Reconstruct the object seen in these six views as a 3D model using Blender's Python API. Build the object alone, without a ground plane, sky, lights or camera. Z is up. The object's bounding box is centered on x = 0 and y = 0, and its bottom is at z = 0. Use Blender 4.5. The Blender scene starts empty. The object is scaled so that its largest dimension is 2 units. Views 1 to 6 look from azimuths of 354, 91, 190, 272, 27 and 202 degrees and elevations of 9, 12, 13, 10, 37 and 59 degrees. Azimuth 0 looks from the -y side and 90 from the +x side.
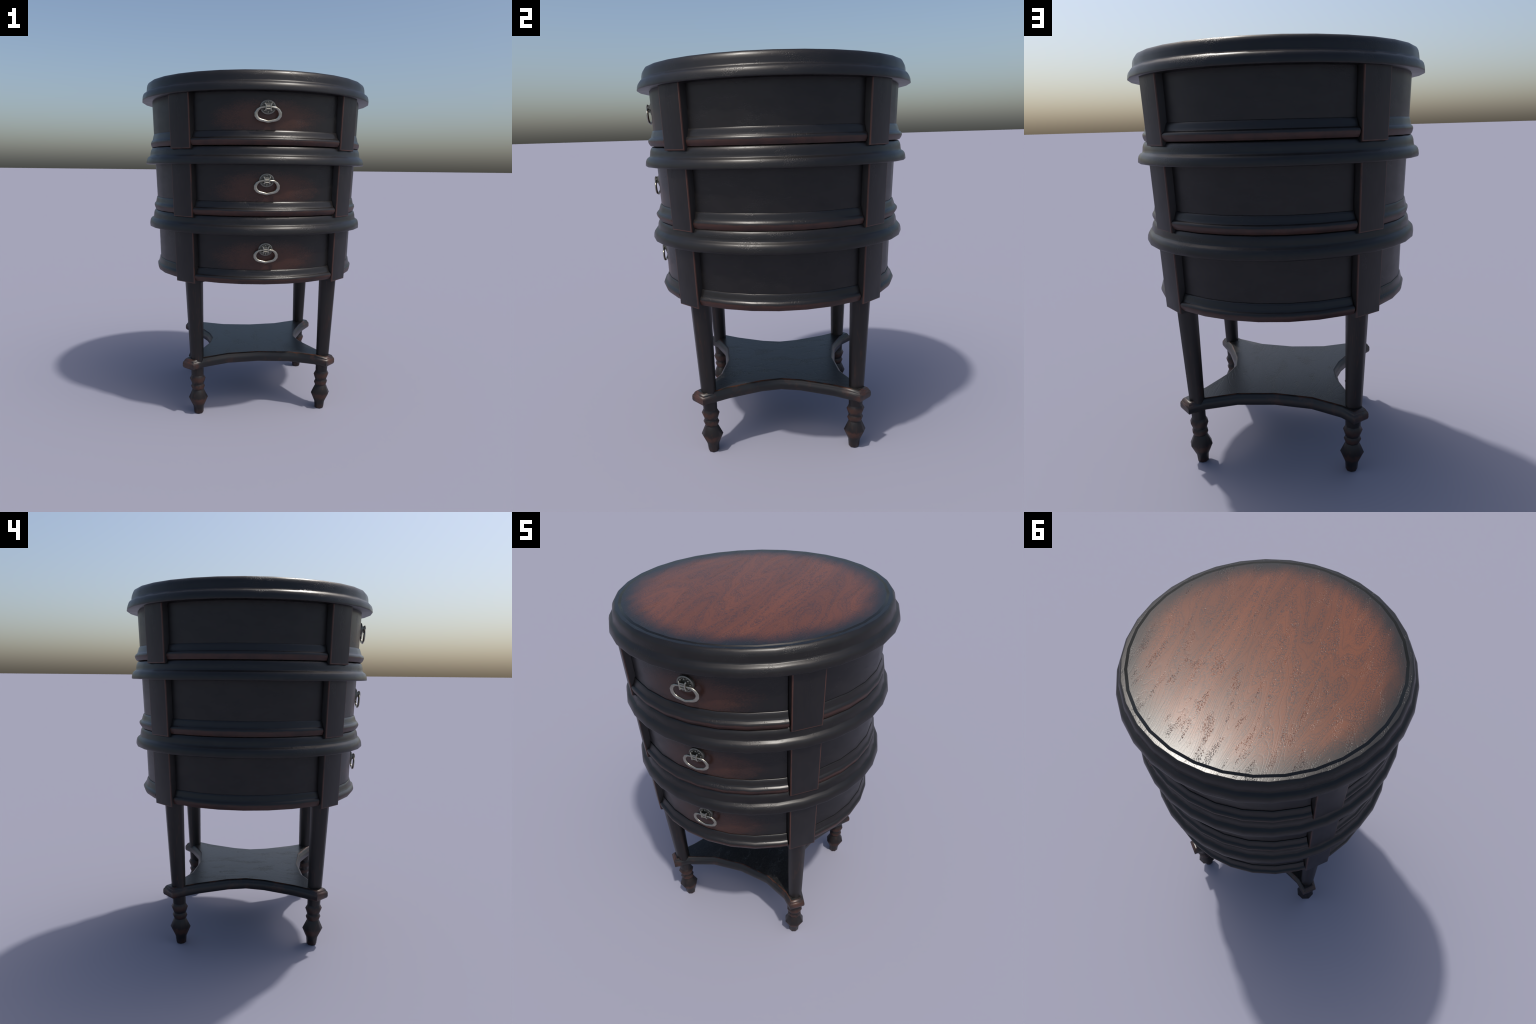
import bpy, bmesh, math
from mathutils import Vector, Matrix

# ---------------------------------------------------------------- node helper
class NT:
    """Tiny helper around a material node tree."""
    def __init__(self, name):
        self.mat = bpy.data.materials.new(name)
        self.mat.use_nodes = True
        self.t = self.mat.node_tree
        self.t.nodes.clear()
        self.out = self.t.nodes.new("ShaderNodeOutputMaterial")
        self.b = self.t.nodes.new("ShaderNodeBsdfPrincipled")
        self.t.links.new(self.b.outputs[0], self.out.inputs[0])
        self.co = self.t.nodes.new("ShaderNodeTexCoord").outputs["Object"]

    def put(self, sock, v):
        if isinstance(v, bpy.types.NodeSocket):
            self.t.links.new(v, sock)
        elif v is not None:
            if sock.type == 'RGBA' and len(v) == 3:
                v = (*v, 1.0)
            sock.default_value = v

    def math(self, op, a, b=None, c=None, clamp=False):
        n = self.t.nodes.new("ShaderNodeMath")
        n.operation = op
        n.use_clamp = clamp
        for s, v in zip(n.inputs, (a, b, c)):
            self.put(s, v)
        return n.outputs[0]

    def sep(self, v=None):
        n = self.t.nodes.new("ShaderNodeSeparateXYZ")
        self.put(n.inputs[0], v or self.co)
        return n.outputs

    def map(self, v=None, scale=(1, 1, 1), rot=(0, 0, 0), loc=(0, 0, 0)):
        n = self.t.nodes.new("ShaderNodeMapping")
        self.put(n.inputs["Vector"], v or self.co)
        n.inputs["Scale"].default_value = scale
        n.inputs["Rotation"].default_value = rot
        n.inputs["Location"].default_value = loc
        return n.outputs[0]

    def noise(self, v=None, scale=5.0, detail=3.0, rough=0.55, dist=0.0, w=None):
        n = self.t.nodes.new("ShaderNodeTexNoise")
        if w is not None:
            n.noise_dimensions = '4D'
            self.put(n.inputs["W"], w)
        self.put(n.inputs["Vector"], v or self.co)
        n.inputs["Scale"].default_value = scale
        n.inputs["Detail"].default_value = detail
        n.inputs["Roughness"].default_value = rough
        n.inputs["Distortion"].default_value = dist
        return n.outputs[0]

    def voro(self, v=None, scale=50.0):
        n = self.t.nodes.new("ShaderNodeTexVoronoi")
        self.put(n.inputs["Vector"], v or self.co)
        n.inputs["Scale"].default_value = scale
        return n.outputs["Distance"]

    def ramp(self, x, lo, hi, a=0.0, b=1.0):
        n = self.t.nodes.new("ShaderNodeMapRange")
        n.interpolation_type = 'SMOOTHSTEP'
        self.put(n.inputs["Value"], x)
        for k, v in (("From Min", lo), ("From Max", hi), ("To Min", a), ("To Max", b)):
            self.put(n.inputs[k], v)
        return n.outputs["Result"]

    def curve(self, x, stops):
        n = self.t.nodes.new("ShaderNodeValToRGB")
        self.put(n.inputs[0], x)
        cr = n.color_ramp
        while len(cr.elements) < len(stops):
            cr.elements.new(0.5)
        for e, (p, g) in zip(cr.elements, stops):
            e.position = p
            e.color = (g, g, g, 1)
        return n.outputs[0]

    def mix(self, f, a, b):
        n = self.t.nodes.new("ShaderNodeMix")
        n.data_type = 'RGBA'
        self.put(n.inputs[0], f)
        self.put(n.inputs[6], a)
        self.put(n.inputs[7], b)
        return n.outputs[2]

    def bump(self, h, strength, dist, prev=None):
        n = self.t.nodes.new("ShaderNodeBump")
        n.inputs["Strength"].default_value = strength
        n.inputs["Distance"].default_value = dist
        self.put(n.inputs["Height"], h)
        if prev is not None:
            self.put(n.inputs["Normal"], prev)
        return n.outputs[0]

    def rnd(self):
        return self.t.nodes.new("ShaderNodeObjectInfo").outputs["Random"]

    def done(self, color, rough, normal=None, metal=0.0, spec=0.5):
        self.put(self.b.inputs["Base Color"], color)
        self.put(self.b.inputs["Roughness"], rough)
        self.put(self.b.inputs["Metallic"], metal)
        self.put(self.b.inputs["Specular IOR Level"], spec)
        if normal is not None:
            self.put(self.b.inputs["Normal"], normal)
        return self.mat

BLACK = (0.0072, 0.0060, 0.0058)
BLACK2 = (0.0042, 0.0035, 0.0034)
RED = (0.075, 0.0235, 0.0165)
DEEPRED = (0.034, 0.0125, 0.0085)

# ---------------------------------------------------------------- materials
def pits(m, scale, seed, stretch=(1, 1, 1), amount=0.51):
    """Clustered little open pores, stretched along the grain."""
    v = m.map(scale=stretch, loc=(seed, seed * 0.7, seed * 0.3))
    cluster = m.ramp(m.noise(v, scale * 0.055, 3, 0.6), amount, amount + 0.12)
    dots = m.ramp(m.noise(v, scale, 2, 0.5), 0.5, 0.62)
    return m.math('MULTIPLY', cluster, dots)

def black_wood(name, grain, rough=0.36, seed=0.0, streak=0.0):
    """Blackened lacquer over wood; grain = per axis stretch of the pores."""
    m = NT(name)
    v = m.map(scale=grain)
    n1 = m.noise(v, 9, 4, 0.6)
    n2 = m.noise(m.map(scale=grain, loc=(3 + seed, 1, 2)), 60, 3, 0.6)
    col = m.mix(m.ramp(n1, 0.35, 0.7), BLACK, BLACK2)
    if streak:
        s = m.noise(m.map(scale=grain), 26, 4, 0.62, 0.6, w=m.math('MULTIPLY', m.rnd(), 20))
        col = m.mix(m.math('MULTIPLY', m.ramp(s, 0.52, 0.72), streak), col, DEEPRED)
    p = pits(m, 150, 4 + seed, grain)
    h = m.math('SUBTRACT', m.math('MULTIPLY', n2, 0.35), p)
    nrm = m.bump(h, 0.34, 0.0011)
    r = m.math('ADD', rough - 0.05, m.math('MULTIPLY', n1, 0.12))
    return m.done(col, r, nrm, spec=0.42)

def wood_figure(m, v, freq, seed):
    """Contour lines of a stretched noise: cathedral figure of a veneer."""
    f = m.noise(m.map(v, loc=(seed, seed, 0)), 1.0, 1.3, 0.45, 0.20)
    ph = m.math('MULTIPLY', f, freq)
    line = m.math('PINGPONG', ph, 0.5)
    return f, line

def top_material():
    m = NT("veneer_top")
    x, y, z = m.sep()
    r = m.math('SQRT', m.math('ADD', m.math('MULTIPLY', x, x), m.math('MULTIPLY', y, y)))
    # same radius measured to the 32-sided outline, so the groove follows the facets
    az = m.math('ADD', m.math('ARCTAN2', x, m.math('MULTIPLY', y, -1.0)), math.radians(360 - 0.3 + 5.625))
    az = m.math('SUBTRACT', m.math('MODULO', az, math.radians(11.25)), math.radians(5.625))
    rp = m.math('DIVIDE', m.math('MULTIPLY', r, m.math('COSINE', az)), math.cos(math.radians(5.625)))
    tilt = (0, 0, math.radians(-9))
    v = m.map(rot=tilt, scale=(6.0, 1.05, 1.0))
    f, line = wood_figure(m, v, 34, 2.3)
    thin = m.ramp(line, 0.0, 0.15, 1.0, 0.0)
    vg = m.map(rot=tilt, scale=(3.0, 1.0, 1.0))
    speck = m.noise(m.map(rot=tilt, scale=(1.7, 1.0, 1.0)), 120, 2, 0.65)
    fibre = m.noise(m.map(rot=tilt, scale=(9.0, 0.8, 1.0)), 16, 4, 0.65)
    red = m.mix(m.ramp(f, 0.36, 0.62), (0.122, 0.0350, 0.0125), (0.150, 0.0425, 0.0145))
    red = m.mix(m.ramp(fibre, 0.45, 0.75, 0.0, 0.40), red, (0.096, 0.0285, 0.0120))
    band = m.ramp(m.math('PINGPONG', m.math('MULTIPLY', f, 9.0), 0.5), 0.10, 0.40, 0.25, 0.80)
    spk = m.math('MULTIPLY', m.ramp(speck, 0.47, 0.56), band)
    red = m.mix(spk, red, (0.040, 0.0205, 0.0190))
    red = m.mix(m.math('MULTIPLY', thin, 0.35), red, (0.045, 0.0165, 0.0120))
    # burnt, blackened border with a soft, slightly broken edge
    wob = m.math('SUBTRACT', m.noise(vg, 4, 3, 0.6), 0.5)
    rr = m.math('ADD', r, m.math('MULTIPLY', wob, 0.09))
    rr = m.math('ADD', rr, m.math('MULTIPLY', m.math('SUBTRACT', speck, 0.5), 0.07))
    border = m.ramp(rr, 0.490, 0.645)
    col = m.mix(border, red, (0.0075, 0.0080, 0.0088))
    groove = m.math('MULTIPLY', m.ramp(rp, 0.6345, 0.6355), m.ramp(rp, 0.6490, 0.6500, 1.0, 0.0))
    col = m.mix(groove, col, (0.0060, 0.0058, 0.0056))
    # open pores in narrow drifts along the grain
    drift = m.noise(m.map(rot=tilt, scale=(4.2, 1.0, 1.0), loc=(3, 1, 0)), 5.5, 3, 0.55)
    dots = m.ramp(m.noise(m.map(rot=tilt, scale=(1.9, 1.0, 1.0)), 120, 1.5, 0.5), 0.53, 0.66)
    p = m.math('MULTIPLY', m.ramp(drift, 0.52, 0.68), dots)
    p = m.math('MULTIPLY', p, m.math('SUBTRACT', 1.0, groove))
    h = m.math('SUBTRACT', m.math('MULTIPLY', thin, -0.06), p)
    h = m.math('ADD', h, m.math('MULTIPLY', fibre, 0.10))
    n1 = m.bump(h, 0.50, 0.0020)
    # shallow chamfered groove just inside the rim: a facet leaning outward
    nrm = m.t.nodes.new("ShaderNodeCombineXYZ")
    for sock, c in zip(nrm.inputs, (x, y)):
        m.put(sock, m.math('MULTIPLY', m.math('DIVIDE', c, r), math.sin(math.radians(38))))
    nrm.inputs[2].default_value = math.cos(math.radians(38))
    lean = m.t.nodes.new("ShaderNodeMix")
    lean.data_type = 'VECTOR'
    m.put(lean.inputs[0], groove)
    m.put(lean.inputs[4], n1)
    m.put(lean.inputs[5], nrm.outputs[0])
    n2 = lean.outputs[1]
    ro = m.math('ADD', 0.25, m.math('MULTIPLY', speck, 0.09))
    return m.done(col, ro, n2, spec=0.42)

def shelf_material():
    m = NT("shelf_veneer")
    x, y, z = m.sep()
    v = m.map(scale=(6.5, 1.9, 1.0))
    f, line = wood_figure(m, v, 20, 5.1)
    thin = m.ramp(line, 0.0, 0.12, 1.0, 0.0)
    p = pits(m, 120, 7.0, (2.4, 1.0, 1.0), 0.52)
    col = m.mix(m.math('MULTIPLY', thin, 0.5), (0.0120, 0.0120, 0.0122), (0.0030, 0.0030, 0.0032))
    col = m.mix(m.math('MULTIPLY', p, 0.6), col, (0.006, 0.006, 0.006))
    sp = m.noise(m.map(scale=(1.8, 1.0, 1.0)), 110, 2, 0.65)
    col = m.mix(m.ramp(sp, 0.50, 0.62, 0.0, 0.7), col, (0.030, 0.029, 0.028))
    h = m.math('SUBTRACT', m.math('MULTIPLY', thin, -0.2), p)
    return m.done(col, 0.36, m.bump(h, 0.5, 0.0018))

def drawer_material():
    """Black finish rubbed through to red wood in the middle of each front."""
    m = NT("drawer_front_wood")
    x, y, z = m.sep()
    gx = m.math('POWER', m.math('DIVIDE', m.math('ABSOLUTE', x), 0.30), 2.0)
    gz = m.math('POWER', m.math('DIVIDE', m.math('ADD', z, 0.035), 0.105), 2.0)
    d = m.math('ADD', gx, gz)
    n = m.noise(m.map(scale=(1.4, 1.4, 4.0)), 7, 4, 0.6, w=m.math('MULTIPLY', m.rnd(), 30))
    fine = m.noise(m.map(scale=(1.0, 1.0, 2.0)), 130, 2, 0.6)
    d = m.math('ADD', d, m.math('MULTIPLY', m.math('SUBTRACT', n, 0.5), 1.1))
    d = m.math('ADD', d, m.math('MULTIPLY', m.math('SUBTRACT', fine, 0.5), 1.5))
    mask = m.ramp(d, 0.0, 1.20, 0.68, 0.0)
    col = m.mix(mask, (0.0064, 0.0060, 0.0060), (0.068, 0.0250, 0.0145))
    p = pits(m, 140, 9.0, (1.0, 1.0, 2.2), 0.50)
    h = m.math('SUBTRACT', m.math('MULTIPLY', fine, 0.3), p)
    return m.done(col, 0.37, m.bump(h, 0.4, 0.0012), spec=0.42)

def moulding_material():
    """Panel base moulding: bead worn to red-brown below its nose."""
    m = NT("moulding_worn_bead")
    x, y, z = m.sep()
    n = m.noise(m.map(scale=(1, 1, 0.6)), 16, 4, 0.65)
    zz = m.math('ADD', z, m.math('MULTIPLY', m.math('SUBTRACT', n, 0.5), 0.016))
    wear = m.ramp(zz, -0.056, -0.047, 1.0, 0.0)
    patch = m.ramp(m.noise(scale=9, detail=4, rough=0.65), 0.25, 0.6, 0.35, 0.95)
    col = m.mix(m.math('MULTIPLY', wear, patch), BLACK, (0.045, 0.0170, 0.0110))
    p = pits(m, 140, 3.0)
    h = m.math('SUBTRACT', m.math('MULTIPLY', m.noise(scale=70), 0.3), p)
    return m.done(col, m.ramp(wear, 0, 1, 0.33, 0.45), m.bump(h, 0.30, 0.0011), spec=0.42)

def edge_wear_material():
    m = NT("post_worn_edge")
    n = m.noise(m.map(scale=(1, 1, 0.35)), 22, 4, 0.65, w=m.math('MULTIPLY', m.rnd(), 20))
    col = m.mix(m.ramp(n, 0.28, 0.50), BLACK, (0.056, 0.0200, 0.0120))
    return m.done(col, 0.45)

def leg_material():
    m = NT("leg_wood")
    x, y, z = m.sep()
    w = m.math('MULTIPLY', m.rnd(), 20)
    streakv = m.map(scale=(3.6, 3.6, 0.40))
    n = m.noise(streakv, 24, 4, 0.62, 0.4, w=w)
    n2 = m.noise(scale=30, detail=4, rough=0.6, w=w)
    zz = m.math('ADD', z, m.math('MULTIPLY', m.math('SUBTRACT', n, 0.5), 0.035))
    zz = m.math('MULTIPLY', zz, 1.0 / 0.30)
    turn = m.curve(zz, [(0.0, 0.75), (0.055, 0.55), (0.11, 0.05), (0.19, 0.12), (0.235, 0.85), (0.315, 0.85),
                        (0.345, 0.06), (0.505, 0.08), (0.53, 0.9), (0.575, 0.85), (0.61, 0.05), (0.655, 0.12),
                        (0.69, 0.8), (0.745, 0.8), (0.79, 0.1), (1.0, 0.06)])
    turn = m.math('MULTIPLY', turn, m.ramp(n2, 0.30, 0.58, 0.35, 1.0))
    streak = m.math('MULTIPLY', m.ramp(n, 0.53, 0.68), 0.55)
    mask = m.math('MAXIMUM', turn, streak)
    col = m.mix(mask, (0.0066, 0.0063, 0.0060), (0.050, 0.0195, 0.0115))
    h = m.noise(streakv, 60, 3, 0.6)
    return m.done(col, 0.42, m.bump(h, 0.3, 0.0010), spec=0.42)

def shelf_rim_material():
    """Shelf edge: black, rubbed to red on the ear tips and the arrises."""
    m = NT("shelf_rim_wood")
    x, y, z = m.sep()
    n = m.noise(scale=14, detail=5, rough=0.68)
    ear = m.math('MINIMUM', m.math('ABSOLUTE', x), m.math('ABSOLUTE', y))
    ear = m.math('ADD', ear, m.math('MULTIPLY', m.math('SUBTRACT', n, 0.5), 0.30))
    tip = m.ramp(ear, 0.36, 0.46, 0.0, 0.75)
    n3 = m.math('MULTIPLY', m.math('SUBTRACT', n, 0.5), 0.022)
    low = m.ramp(m.math('ADD', z, n3), 0.287, 0.296, 0.85, 0.0)
    high = m.ramp(m.math('ADD', z, n3), 0.3475, 0.3515, 0.0, 0.85)
    mid = m.math('MULTIPLY', m.ramp(n, 0.52, 0.66), 0.35)
    mask = m.math('MAXIMUM', m.math('MAXIMUM', tip, mid), m.math('MAXIMUM', low, high))
    col = m.mix(mask, (0.0068, 0.0066, 0.0062), (0.066, 0.0230, 0.0115))
    h = m.noise(m.map(scale=(1, 1, 4)), 40, 3, 0.6)
    return m.done(col, 0.40, m.bump(h, 0.3, 0.0012))

def metal_material(name, base, dark, rough):
    m = NT(name)
    n = m.noise(scale=55, detail=4, rough=0.6)
    col = m.mix(m.ramp(n, 0.35, 0.75), base, dark)
    h = m.noise(scale=90, detail=2)
    return m.done(col, rough, m.bump(h, 0.15, 0.0005), metal=1.0)

M_TOP = top_material()
M_SHELF = shelf_material()
M_RIM = shelf_rim_material()
M_DRAWER = drawer_material()
M_MOULD = moulding_material()
M_EDGE = edge_wear_material()
M_LEG = leg_material()
M_LATHE = black_wood("black_lacquer_moulding", (1.0, 1.0, 2.0), 0.34, 1.0)
M_PANEL = black_wood("black_lacquer_panel", (1.0, 1.0, 2.2), 0.40, 5.0)
M_POST = black_wood("black_lacquer_post", (2.2, 2.2, 0.7), 0.42, 2.0, 0.10)
M_BOARD = black_wood("raw_dark_board", (1.0, 2.0, 1.0), 0.6, 8.0)
M_RING = metal_material("old_silver", (0.38, 0.362, 0.300), (0.27, 0.258, 0.213), 0.28)
M_PLATE = metal_material("tarnished_silver", (0.235, 0.23, 0.20), (0.17, 0.167, 0.145), 0.50)
M_BEAD = metal_material("rubbed_silver", (0.37, 0.355, 0.295), (0.29, 0.277, 0.23), 0.36)
M_DIRT = metal_material("tarnish_in_recess", (0.15, 0.148, 0.13), (0.08, 0.08, 0.07), 0.5)

# ---------------------------------------------------------------- mesh helpers
COL = bpy.context.scene.collection

def link(name, bm, mats, parent=None, smooth=40.0, loc=None, rz=0.0):
    bmesh.ops.remove_doubles(bm, verts=bm.verts, dist=1e-6)
    bmesh.ops.recalc_face_normals(bm, faces=bm.faces)
    for f in bm.faces:
        f.smooth = True
    for e in bm.edges:
        if len(e.link_faces) == 2 and e.calc_face_angle(0.0) > math.radians(smooth):
            e.smooth = False
    me = bpy.data.meshes.new(name)
    bm.to_mesh(me)
    bm.free()
    for m in mats:
        me.materials.append(m)
    return place(name, me, parent, loc, rz)

def place(name, me, parent=None, loc=None, rz=0.0):
    ob = bpy.data.objects.new(name, me)
    COL.objects.link(ob)
    if loc is not None:
        ob.location = loc
    ob.rotation_euler = (0, 0, rz)
    if parent is not None:
        ob.parent = parent
        if parent is not ROOT:      # keep world placement under a moved part
            ob.matrix_parent_inverse = parent.matrix_basis.inverted()
    return ob

def polar(r, az, z):
    """Azimuth 0 looks along -y, 90 along +x."""
    a = math.radians(az)
    return Vector((r * math.sin(a), -r * math.cos(a), z))

def lathe(bm, profile, azs, closed=True, mat_of=None):
    """Sweep an open (r, z) profile through azimuths; r == 0 collapses to a pole."""
    rows = []
    for r, z in profile:
        if r < 1e-6:
            v = bm.verts.new((0, 0, z))
            rows.append([v] * len(azs))
        else:
            rows.append([bm.verts.new(polar(r, a, z)) for a in azs])
    n = len(azs)
    for i in range(len(rows) - 1):
        for j in range(n if closed else n - 1):
            k = (j + 1) % n
            q = []
            for v in (rows[i][j], rows[i][k], rows[i + 1][k], rows[i + 1][j]):
                if v not in q:
                    q.append(v)
            f = bm.faces.new(q)
            if mat_of:
                f.material_index = mat_of(i)
    return rows

def sector(bm, profile, azs):
    """Closed profile swept through an arc and capped at both ends."""
    rows = [[bm.verts.new(polar(r, a, z)) for a in azs] for r, z in profile]
    m = len(rows)
    for i in range(m):
        for j in range(len(azs) - 1):
            bm.faces.new((rows[i][j], rows[i][j + 1], rows[(i + 1) % m][j + 1], rows[(i + 1) % m][j]))
    bm.faces.new([r[0] for r in rows])
    bm.faces.new([r[-1] for r in reversed(rows)])

# ---------------------------------------------------------------- the thing
ROOT = bpy.data.objects.new("round_nightstand", None)
COL.objects.link(ROOT)
ROOT["label"] = "round three-drawer nightstand in blackened wood with worn red top"
ROOT["category"] = "nightstand"

RING32 = [0.3 + 11.25 * k for k in range(32)]
TWIST = 46.1                       # azimuth of the first leg and post
DIVIDER_STEP = (-0.0165, -0.3775)  # each tier is smaller and lower

# tabletop: flat veneered disc, rounded shoulder, overhanging lip
TOP = [(0, 2.0000), (0.32, 1.9952), (0.635, 1.9906), (0.6600, 1.9900), (0.6655, 1.9895), (0.6700, 1.9870),
       (0.6755, 1.9808), (0.6805, 1.9710), (0.6835, 1.9590), (0.6853, 1.9400), (0.6865, 1.9340),
       (0.6900, 1.9300), (0.6985, 1.9255), (0.7055, 1.9165), (0.7095, 1.9040), (0.7115, 1.8890), (0.7112, 1.8845),
       (0.7090, 1.8825), (0.58, 1.8825), (0, 1.8825)]
bm = bmesh.new()
rows = lathe(bm, TOP, RING32, mat_of=lambda i: 0 if i < 4 else 1)
for a, b in zip(rows[4], rows[4][1:] + rows[4][:1]):   # crisp arris where the flat rim breaks
    bm.edges.get((a, b)).smooth = False
link("tabletop", bm, [M_TOP, M_LATHE], ROOT, 60)

# two divider mouldings between the tiers
DIVIDER = [(0.55, 1.6040), (0.6540, 1.6035), (0.6590, 1.5985), (0.6635, 1.5900), (0.6665, 1.5800), (0.6682, 1.5680),
           (0.6695, 1.5570), (0.6715, 1.5535), (0.6810, 1.5480), (0.6880, 1.5395), (0.6922, 1.5270),
           (0.6942, 1.5120), (0.6940, 1.5073), (0.6922, 1.5050), (0.55, 1.5050)]
for t in range(2):
    bm = bmesh.new()
    pr = [(r + DIVIDER_STEP[0] * t, z + (DIVIDER_STEP[1] - (0.0035 if z < 1.51 else 0.0)) * t) for r, z in DIVIDER]
    lathe(bm, pr + [pr[0]], RING32)
    link("divider_moulding", bm, [M_LATHE], ROOT, 60)

# inner carcass drum and its bottom board
bm = bmesh.new()
lathe(bm, [(0, 1.880), (0.600, 1.880), (0.575, 0.8565), (0, 0.8565)], RING32)
link("carcass", bm, [M_BOARD], ROOT)

# four panels and base mouldings on each of three tiers
TIERS = [dict(z0=1.8822, r0=0.6510, z1=1.6845, r1=0.6438),
         dict(z0=1.5048, r0=0.6352, z1=1.3050, r1=0.6272),
         dict(z0=1.1238, r0=0.6180, z1=0.9255, r1=0.6120)]
ARC = [11.8 * k for k in (-3.3, -3, -2, -1, 0, 1, 2, 3, 3.3)]
BEAD = [(0.0025, 0.0), (0.0045, -0.0015), (0.0080, -0.0110), (0.0118, -0.0230), (0.0155, -0.0345), (0.0172, -0.0362),
        (0.0230, -0.0395), (0.0276, -0.0450), (0.0296, -0.0515), (0.0283, -0.0595), (0.0238, -0.0690), (0.0172, -0.0778)]
HANDLES = [(1.802, 1.0), (1.421, 0.966), (1.043, 0.930)]
drawers = []
for t, T in enumerate(TIERS):
    for side in range(4):
        az0 = 90.0 * side
        zc = 0.5 * (T["z0"] + T["z1"])
        bm = bmesh.new()
        sector(bm, [(0.585, T["z0"] - zc), (T["r0"], T["z0"] - zc), (T["r1"], T["z1"] - zc), (0.585, T["z1"] - zc)],
               ARC)
        front = side == 0
        ob = link("drawer" if front else "side_panel" if side != 2 else "back_panel",
                  bm, [M_DRAWER if front else M_PANEL], ROOT, 40, (0, 0, zc), math.radians(az0))
        if front:
            drawers.append(ob)
        k = 1.0 if side in (0, 2) else 0.68
        zt = T["z1"] - 0.0003
        bm = bmesh.new()
        pr = [(0.565, 0.0)] + [(T["r1"] + o * k, z) for o, z in BEAD] + [(0.565, BEAD[-1][1])]
        sector(bm, pr, ARC)
        link("panel_moulding", bm, [M_MOULD], ROOT, 35, (0, 0, zt), math.radians(az0))

# corner posts: tapered blocks with rubbed arrises
def post_mesh(z0, z1):
    bm = bmesh.new()
    def ring(z):
        w = 0.0722 + (z - 0.83) * 0.0058
        rf = 0.6389 + 0.0430 * (z - 0.83)
        return [bm.verts.new((sx * w, -r, z - z0)) for r, sx in ((rf, -1), (rf, 1), (0.52, 1), (0.52, -1))]
    lo, hi = ring(z0), ring(z1)
    bm.faces.new(lo[::-1])
    bm.faces.new(hi)
    for i in range(4):
        bm.faces.new((lo[i], lo[(i + 1) % 4], hi[(i + 1) % 4], hi[i]))
    bmesh.ops.recalc_face_normals(bm, faces=bm.faces)
    fronts = [e for e in bm.edges if all(v.co.y < -0.6 for v in e.verts)
              and not all(v.co.z > 0.2 for v in e.verts)]
    bmesh.ops.bevel(bm, geom=fronts, offset=0.0062, segments=2, profile=0.6, affect='EDGES', material=1)
    return bm

for t, (z0, z1) in enumerate([(1.5880, 1.8823), (1.2095, 1.5048), (0.8298, 1.1238)]):
    first = link("corner_post", post_mesh(z0, z1), [M_POST, M_EDGE], ROOT, 30, (0, 0, z0), math.radians(TWIST - 0.03))
    for k in range(1, 4):
        place("corner_post", first.data, ROOT, (0, 0, z0), math.radians(TWIST - 0.03 + 90 * k))

# turned legs: eight-sided, splayed outward along the common taper
LEG = [(0.000, 0.0270), (0.002, 0.0285), (0.041, 0.0322), (0.0985, 0.0580), (0.1505, 0.0346), (0.171, 0.0424),
       (0.187, 0.0354), (0.2224, 0.0475), (0.2430, 0.0366), (0.2900, 0.0380), (0.400, 0.0412), (0.640, 0.0472),
       (0.838, 0.0520)]
LEG_R, LEG_SPLAY = 0.5342, 0.0400
bm = bmesh.new()
rings = []
for z, r in LEG:
    off = LEG_SPLAY * z
    ring = []
    for k in range(8):
        p = polar(r, 45 * k - TWIST + 0.8, z)
        ring.append(bm.verts.new((p.x, p.y - off, z)))
    rings.append(ring)
for a, b in zip(rings, rings[1:]):
    for k in range(8):
        bm.faces.new((a[k], a[(k + 1) % 8], b[(k + 1) % 8], b[k]))
bm.faces.new(rings[0][::-1])
bm.faces.new(rings[-1])
for i in (4, 6, 8):                # crisp quirks between the turned rings
    for k in range(8):
        bm.edges.get((rings[i][k], rings[i][(k + 1) % 8])).smooth = False
leg = None
for k in range(4):
    az = TWIST + 90 * k
    p = polar(LEG_R, az, 0)
    if leg is None:
        leg = link("leg", bm, [M_LEG], ROOT, 62, p, math.radians(az))
    else:
        place("leg", leg.data, ROOT, p, math.radians(az))

# lower shelf: four concave sides, clipped ears round the legs, moulded rim
QUARTER = [(0.273, 0.0), (0.294, 0.108), (0.335, 0.205), (0.366, 0.277), (0.405, 0.343), (0.4425, 0.400),
           (0.400, 0.4425), (0.345, 0.393), (0.190, 0.3250), (0.0, 0.303)]
outline = list(QUARTER)
outline += [(-x, y) for x, y in QUARTER[-2::-1]]
outline += [(-x, -y) for x, y in QUARTER[1:]]
outline += [(x, -y) for x, y in QUARTER[-2:0:-1]]

def offset_loop(pts, d):
    res = []
    n = len(pts)
    for i in range(n):
        p, a, b = Vector(pts[i]), Vector(pts[i - 1]), Vector(pts[(i + 1) % n])
        n1 = Vector(((p - a).y, -(p - a).x)).normalized()
        n2 = Vector(((b - p).y, -(b - p).x)).normalized()
        m = (n1 + n2).normalized()
        res.append(p + m * (d / max(0.5, m.dot(n1))))
    return res

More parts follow.
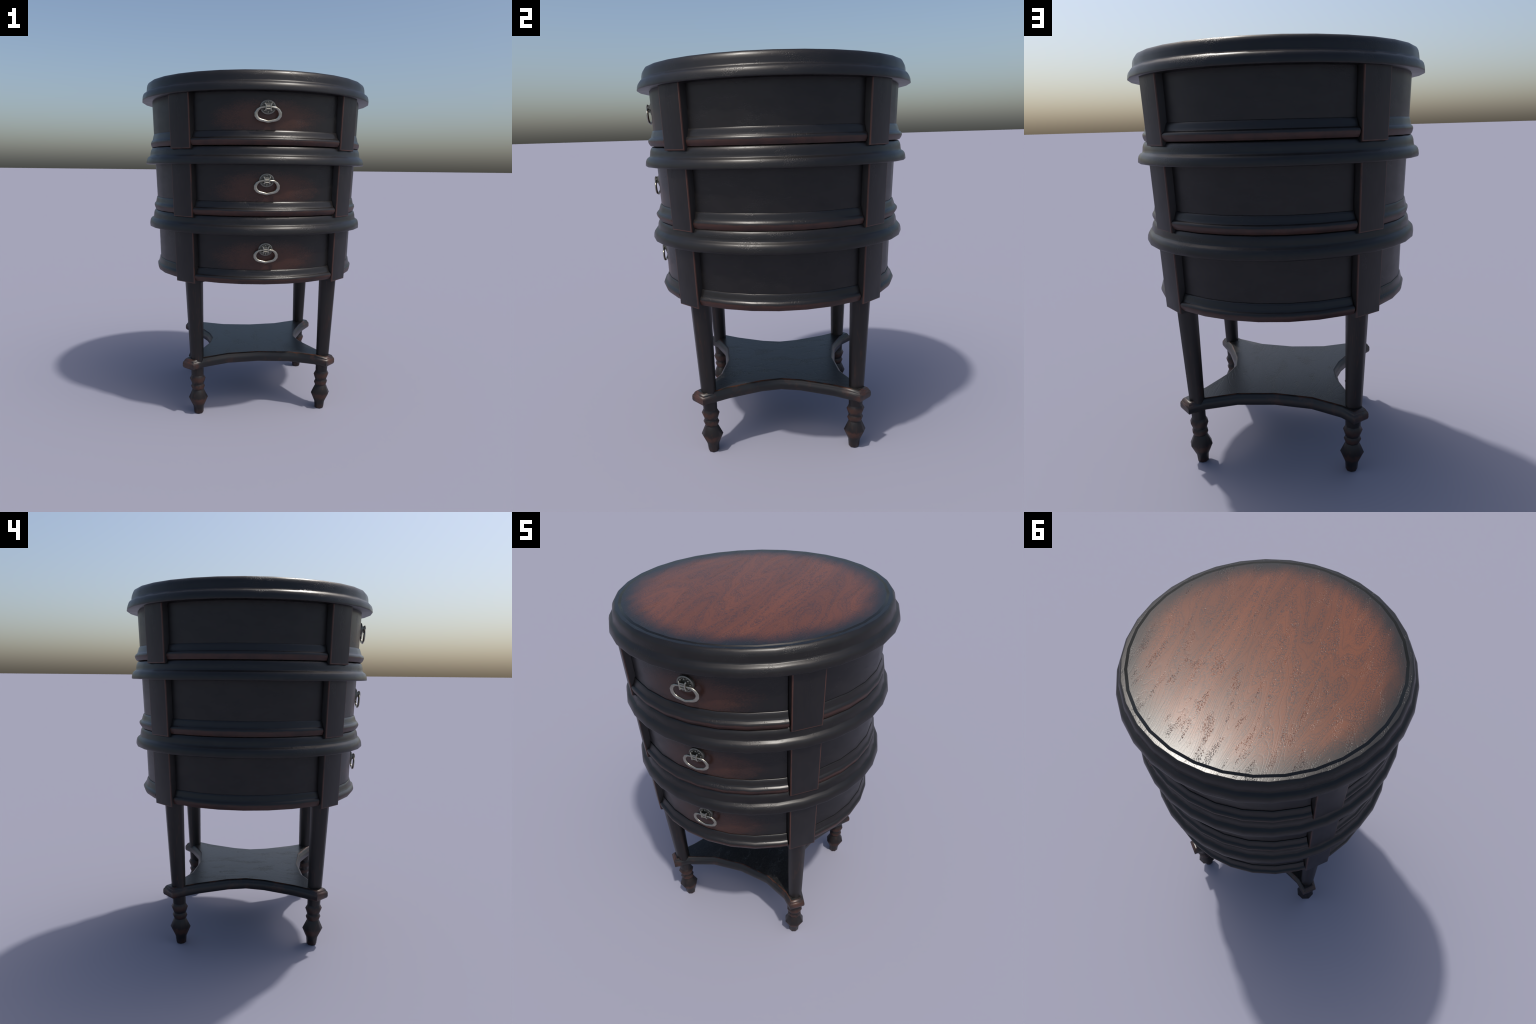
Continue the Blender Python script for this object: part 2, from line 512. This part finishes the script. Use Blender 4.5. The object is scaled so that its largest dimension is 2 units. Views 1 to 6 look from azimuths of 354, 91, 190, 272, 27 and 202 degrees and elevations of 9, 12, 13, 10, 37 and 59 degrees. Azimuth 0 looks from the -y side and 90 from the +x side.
RIM = [(-0.0015, 0.3512), (0.0025, 0.3500), (0.0080, 0.3440), (0.0105, 0.3385), (0.0118, 0.3355), (0.0160, 0.3310),
       (0.0182, 0.3215), (0.0182, 0.3035), (0.0150, 0.2950), (0.0085, 0.2905)]
bm = bmesh.new()
rows = [[bm.verts.new((p.x, p.y, z)) for p in offset_loop(outline, o)] for o, z in RIM]
N = len(outline)
for a, b in zip(rows, rows[1:]):
    for k in range(N):
        bm.faces.new((a[k], a[(k + 1) % N], b[(k + 1) % N], b[k])).material_index = 1
ct = bm.verts.new((0, 0, RIM[0][1]))
cb = bm.verts.new((0, 0, RIM[-1][1]))
for k in range(N):
    bm.faces.new((rows[0][k], rows[0][(k + 1) % N], ct)).material_index = 0
    bm.faces.new((rows[-1][(k + 1) % N], rows[-1][k], cb)).material_index = 0
for e in bm.edges:                 # crisp line where the veneer meets the rim
    if len({f.material_index for f in e.link_faces}) == 2:
        e.smooth = False
link("shelf", bm, [M_SHELF, M_RIM], ROOT, 62)

# ---------------------------------------------------------------- ring handles
def add_ellipsoid(bm, c, s, mat=0):
    r = bmesh.ops.create_uvsphere(bm, u_segments=12, v_segments=8, radius=1.0)
    bmesh.ops.transform(bm, matrix=Matrix.Translation(c) @ Matrix.Diagonal((*s, 1)), verts=r["verts"])
    for v in r["verts"]:
        for f in v.link_faces:
            f.material_index = mat

def add_box(bm, c, s, mat=0, bevel=0.0012):
    r = bmesh.ops.create_cube(bm, size=1.0)
    bmesh.ops.transform(bm, matrix=Matrix.Translation(c) @ Matrix.Diagonal((*s, 1)), verts=r["verts"])
    es = list({e for v in r["verts"] for e in v.link_edges})
    fs = {f for v in r["verts"] for f in v.link_faces}
    for f in fs:
        f.material_index = mat
    bmesh.ops.bevel(bm, geom=es, offset=bevel, segments=2, profile=0.6, affect='EDGES')

def add_rod(bm, pts, mat=0, seg=10):
    """Round bar through (centre, radius) stations."""
    prev = None
    for i, (c, r) in enumerate(pts):
        a, b = pts[max(i - 1, 0)][0], pts[min(i + 1, len(pts) - 1)][0]
        d = (Vector(b) - Vector(a)).normalized()
        u = d.orthogonal().normalized()
        w = d.cross(u)
        if i:                       # keep the frame from spinning
            u = (u0 - d * u0.dot(d)).normalized()
            w = d.cross(u)
        u0 = u
        cur = [bm.verts.new(Vector(c) + (u * math.cos(2 * math.pi * k / seg) + w * math.sin(2 * math.pi * k / seg)) * r)
               for k in range(seg)]
        if prev:
            for k in range(seg):
                bm.faces.new((prev[k], prev[(k + 1) % seg], cur[(k + 1) % seg], cur[k])).material_index = mat
        else:
            bm.faces.new(cur[::-1]).material_index = mat
        prev = cur
    bm.faces.new(prev).material_index = mat

def mount_mesh():
    """Rosette, in a frame with y = 0 on the drawer face and -y toward the viewer."""
    bm = bmesh.new()
    prof = [(0.0425, 0.004), (0.0430, -0.0075), (0.0420, -0.0098), (0.0385, -0.0115), (0.0355, -0.0120),
            (0.0345, -0.0104), (0.0220, -0.0104), (0.0205, -0.0125), (0.0100, -0.0138), (0.0, -0.0138)]
    seg = 32
    rows = []
    for r, y in prof:
        if r == 0:
            c = bm.verts.new((0, y, 0))
            rows.append([c] * seg)
        else:
            rows.append([bm.verts.new((r * math.sin(2 * math.pi * k / seg), y, 0.90 * r * math.cos(2 * math.pi * k / seg)))
                         for k in range(seg)])
    for i in range(len(rows) - 1):
        for k in range(seg):
            q = []
            for v in (rows[i][k], rows[i][(k + 1) % seg], rows[i + 1][(k + 1) % seg], rows[i + 1][k]):
                if v not in q:
                    q.append(v)
            bm.faces.new(q).material_index = 1 if i in (4, 5, 6) else 0
    for k in range(8):
        a = math.radians(45 * k)
        big = 1.35 if k == 4 else 1.0
        add_ellipsoid(bm, (0.0272 * math.sin(a), -0.0126, 0.90 * 0.0272 * math.cos(a)),
                      (0.0048, 0.0038, 0.0048 * big), 2)
        a += math.radians(22.5)
        add_ellipsoid(bm, (0.0318 * math.sin(a), -0.0122, 0.90 * 0.0318 * math.cos(a)), (0.0026, 0.0028, 0.0026), 2)
    # hinge block between two waisted cheeks
    add_box(bm, (0, -0.020, 0.002), (0.022, 0.022, 0.026), 1)
    for z, r in ((0.0120, 0.0034), (0.0010, 0.0052), (-0.0115, 0.0030)):
        add_rod(bm, [((-0.0105, -0.0340 + r, z), r), ((0.0105, -0.0340 + r, z), r)], 2)
    for sx in (-1, 1):
        st = [((sx * 0.0185, -0.0265, 0.0195), 0.0044), ((sx * 0.0160, -0.0300, 0.0160), 0.0042),
              ((sx * 0.0138, -0.0320, 0.0095), 0.0037), ((sx * 0.0130, -0.0325, 0.0), 0.0035),
              ((sx * 0.0132, -0.0315, -0.0090), 0.0038), ((sx * 0.0140, -0.0295, -0.0140), 0.0044),
              ((sx * 0.0145, -0.0270, -0.0180), 0.0052)]
        add_rod(bm, st, 2)
        add_box(bm, (sx * 0.0140, -0.0205, 0.002), (0.0050, 0.021, 0.030), 0)
    return bm

def ring_mesh():
    """Swelling oval bail with a pointed foot; heavier at the sides."""
    bm = bmesh.new()
    half = [((0.0, -0.0030), 0.0046), ((0.0200, -0.0032), 0.0046), ((0.0405, -0.0055), 0.0058),
            ((0.0560, -0.0170), 0.0082), ((0.0640, -0.0320), 0.0095), ((0.0635, -0.0470), 0.0096),
            ((0.0540, -0.0610), 0.0088), ((0.0420, -0.0680), 0.0078), ((0.0200, -0.0728), 0.0070), ((0.0, -0.0775), 0.0070)]
    full = half + [((-x, z), w) for (x, z), w in half[-2:0:-1]]
    n = len(full)
    seg = 10
    rings = []
    for i, ((x, z), w) in enumerate(full):
        (ax, az_), (bx, bz) = full[i - 1][0], full[(i + 1) % n][0]
        t = Vector((bx - ax, bz - az_)).normalized()
        nx, nz = -t.y, t.x
        y = -0.0255 + 0.07 * (-z - 0.003) + 0.8 * x * x
        w *= 1.06
        z += 0.0012
        d = min(0.0060, 0.0042 + 0.17 * w)
        rings.append([bm.verts.new((x + nx * w * math.cos(2 * math.pi * k / seg), y + d * math.sin(2 * math.pi * k / seg),
                                    z + nz * w * math.cos(2 * math.pi * k / seg))) for k in range(seg)])
    for i in range(n):
        a, b = rings[i], rings[(i + 1) % n]
        for k in range(seg):
            bm.faces.new((a[k], a[(k + 1) % seg], b[(k + 1) % seg], b[k]))
    return bm

mount = ring = None
for (hz, s), T, dr in zip(HANDLES, TIERS, drawers):
    f = (hz - T["z1"]) / (T["z0"] - T["z1"])
    face = T["r1"] + (T["r0"] - T["r1"]) * f
    loc = (0, -face, hz)
    if mount is None:
        o1 = link("handle_mount", mount_mesh(), [M_PLATE, M_DIRT, M_BEAD], dr, 40, loc)
        o2 = link("ring_pull", ring_mesh(), [M_RING], dr, 80, loc)
        mount, ring = o1.data, o2.data
    else:
        o1 = place("handle_mount", mount, dr, loc)
        o2 = place("ring_pull", ring, dr, loc)
    o1.scale = o2.scale = (s, s, s)
